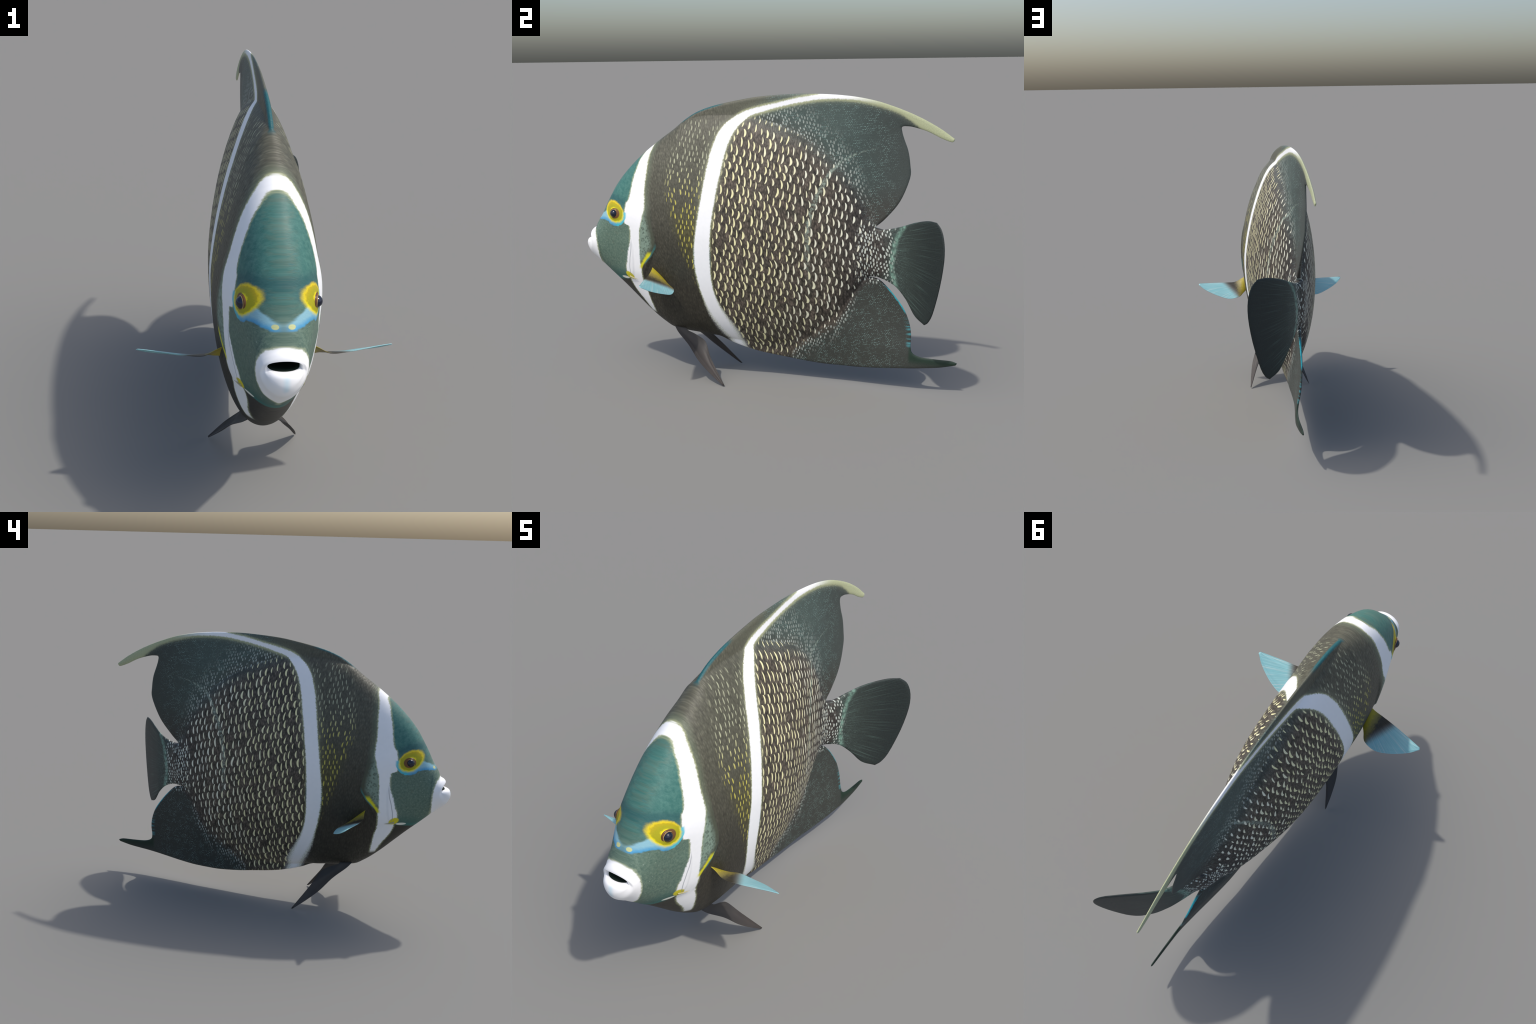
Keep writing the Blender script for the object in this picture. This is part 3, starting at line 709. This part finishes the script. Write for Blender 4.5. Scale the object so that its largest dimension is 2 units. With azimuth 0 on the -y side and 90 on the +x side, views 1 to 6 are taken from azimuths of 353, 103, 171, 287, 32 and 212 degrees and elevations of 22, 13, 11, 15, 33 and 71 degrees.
def pelvic_material():
    g = Graph("pelvic_membrane")
    P = g.vec(g.x, g.y, g.z)
    n = g.noise(P, 18, 3)
    rays = g.noise(g.vec(g.x * 60, (g.y + g.z) * 60, (g.y - g.z) * 4), 1.0, 2)
    col = g.mix(n, (.030, .031, .033), (.062, .056, .050))
    col = g.mix(g.step(.25, .05, g.z) * .6, col, (.075, .062, .055))
    g.bump(rays, .002, .4)
    m = g.finish(col, .5, .3)
    g.bsdf.inputs["Alpha"].default_value = .86
    return m

def plain(name, color, rough=.4, spec=.4, grain=0.0):
    g = Graph(name)
    n = g.noise(g.vec(g.x, g.y, g.z), 140, 3)
    dark = tuple(c * (1 - grain) for c in color)
    return g.finish(g.mix(n, dark, color), rough, spec)

# ------------------------------------------------------------------ assembly
fish = bpy.data.objects.new("angelfish", None)
bpy.context.scene.collection.objects.link(fish)
fish["label"] = "dark angelfish with white bands, pale speckles and yellow eye rings"
fish["category"] = "fish"

skin = skin_material()
lining = plain("mouth_lining", (.030, .052, .040), .7, .2, .4)
verts, faces, n_skin, n_lip = build_body()
whole = bpy.data.meshes.new("whole_body")
whole.from_pydata(verts.tolist(), [], faces); whole.update()
normals = np.array([tuple(v.vector) for v in whole.vertex_normals])

def region(k, c):
    x, y, z = c
    if k >= n_lip: return "mouth"
    if k >= n_skin: return "lips" if y < -.925 else "head"
    if y > -.43 and z > float(back_line(y)): return "dorsal_fin"
    if y > -.18 and z < float(belly_line(y)): return "anal_fin"
    g = float(gill_edge(np.clip(z, .5, 1.0)))
    if .53 < z < .95 and float(groove_line(np.clip(z, .53, .80))) < y < g: return "gill_cover_right" if x > 0 else "gill_cover_left"
    if y < g: return "head"
    return "torso"

groups = {}
F_lobe = body_labels
for k, f in enumerate(faces):
    c = verts[f].mean(0)
    lab = F_lobe.get(k)
    if lab is None: lab = region(k, c)
    groups.setdefault(lab, []).append(f)
for lab, fl in groups.items():
    name = "gill_cover" if lab.startswith("gill_cover") else lab
    used = sorted({i for f in fl for i in f}); remap = {i: n for n, i in enumerate(used)}
    me = bpy.data.meshes.new(name)
    me.from_pydata(verts[used].tolist(), [], [[remap[i] for i in f] for f in fl])
    for p in me.polygons: p.use_smooth = True
    me.materials.append(lining if lab == "mouth" else skin)
    me.update()
    me.normals_split_custom_set_from_vertices([tuple(n) for n in normals[used]])
    o = bpy.data.objects.new(name, me); bpy.context.scene.collection.objects.link(o); o.parent = fish
bpy.data.meshes.remove(whole)

pec_mat, pel_mat = pectoral_material(), pelvic_material()
iris_mat = plain("iris_brown", (.19, .080, .024), .35, .4, .6)
ring_mat = plain("iris_gold_ring", (.62, .42, .16), .3, .5, .2)
pupil_mat = plain("pupil_navy", (.006, .010, .028), .08, .6, .2)
spine_mat = plain("spine_horn", (.55, .50, .28), .4, .4, .4)
for side in (1, -1):
    V, F = blade(PECTORAL_LEAD, PECTORAL_TRAIL, .004, .0026, side, 1.06)
    new_object("pectoral_fin", V, F, pec_mat, fish)
    V, F = blade(PELVIC_LEAD, PELVIC_TRAIL, -.010, .003, side, 1.14)
    new_object("pelvic_fin", V, F, pel_mat, fish)
    # eye: brown ball, gold ring, dark pupil
    R, cx = .0215, .1185
    arc = lambda a0, a1, r, n=18: [(r * math.cos(t), max(.0002, r * math.sin(t))) for t in np.linspace(a0, a1, n)]
    def put(V):
        V = V.copy()
        tilt = math.radians(14); c, s = math.cos(tilt), math.sin(tilt)
        V = np.stack([V[:, 0] * c + V[:, 1] * s, -V[:, 0] * s + V[:, 1] * c, V[:, 2]], 1)
        V = V * np.array([1, 1, .96]) + np.array([cx, -.792, .896]); V[:, 0] *= side; return V
    # orbit: a low brown collar; pupil: a dark dome rising out of it
    V, F = lathe([(-.030,.028),(-.006,.0295),(.000,.0285),(.0035,.0262),(.0045,.0235),(.0030,.0205),(-.02,.0185)])
    eye = new_object("eye", put(V), F, iris_mat, fish)
    V, F = lathe(arc(1.75, .0, R, 22)); new_object("pupil", put(V), F, pupil_mat, eye)
    prof = [(.0042 + .0016 * math.cos(t), .0222 + .0013 * math.sin(t)) for t in np.linspace(0, 2 * math.pi, 13)]
    V, F = lathe(prof); F = F[:-2]; new_object("iris_ring", put(V), F, ring_mat, eye)
    # spine at the corner of the gill cover
    line = [(-.725,.556),(-.700,.548),(-.672,.546)]
    pts = spline([(float(body_width(np.array(p[0]), np.array(p[1])) + relief(np.array(p[0]), np.array(p[1]))) + .001 + .002 * i, *p) for i, p in enumerate(line)], np.linspace(0, 2, 10))
    V, F = [], []
    for i, p in enumerate(pts):
        r = .0060 * (1 - i / 9.3)
        for t in np.linspace(0, 2 * np.pi, 10, endpoint=False): V.append((p[0] + .7 * r * math.cos(t), p[1], p[2] + r * math.sin(t)))
    for i in range(9):
        for k in range(10): F.append((i*10+k, i*10+(k+1) % 10, (i+1)*10+(k+1) % 10, (i+1)*10+k))
    F.append(tuple(range(10))); F.append(tuple(90 + k for k in range(10)))
    V = np.array(V); V[:, 0] *= side
    new_object("cheek_spine", V, F, spine_mat, fish)
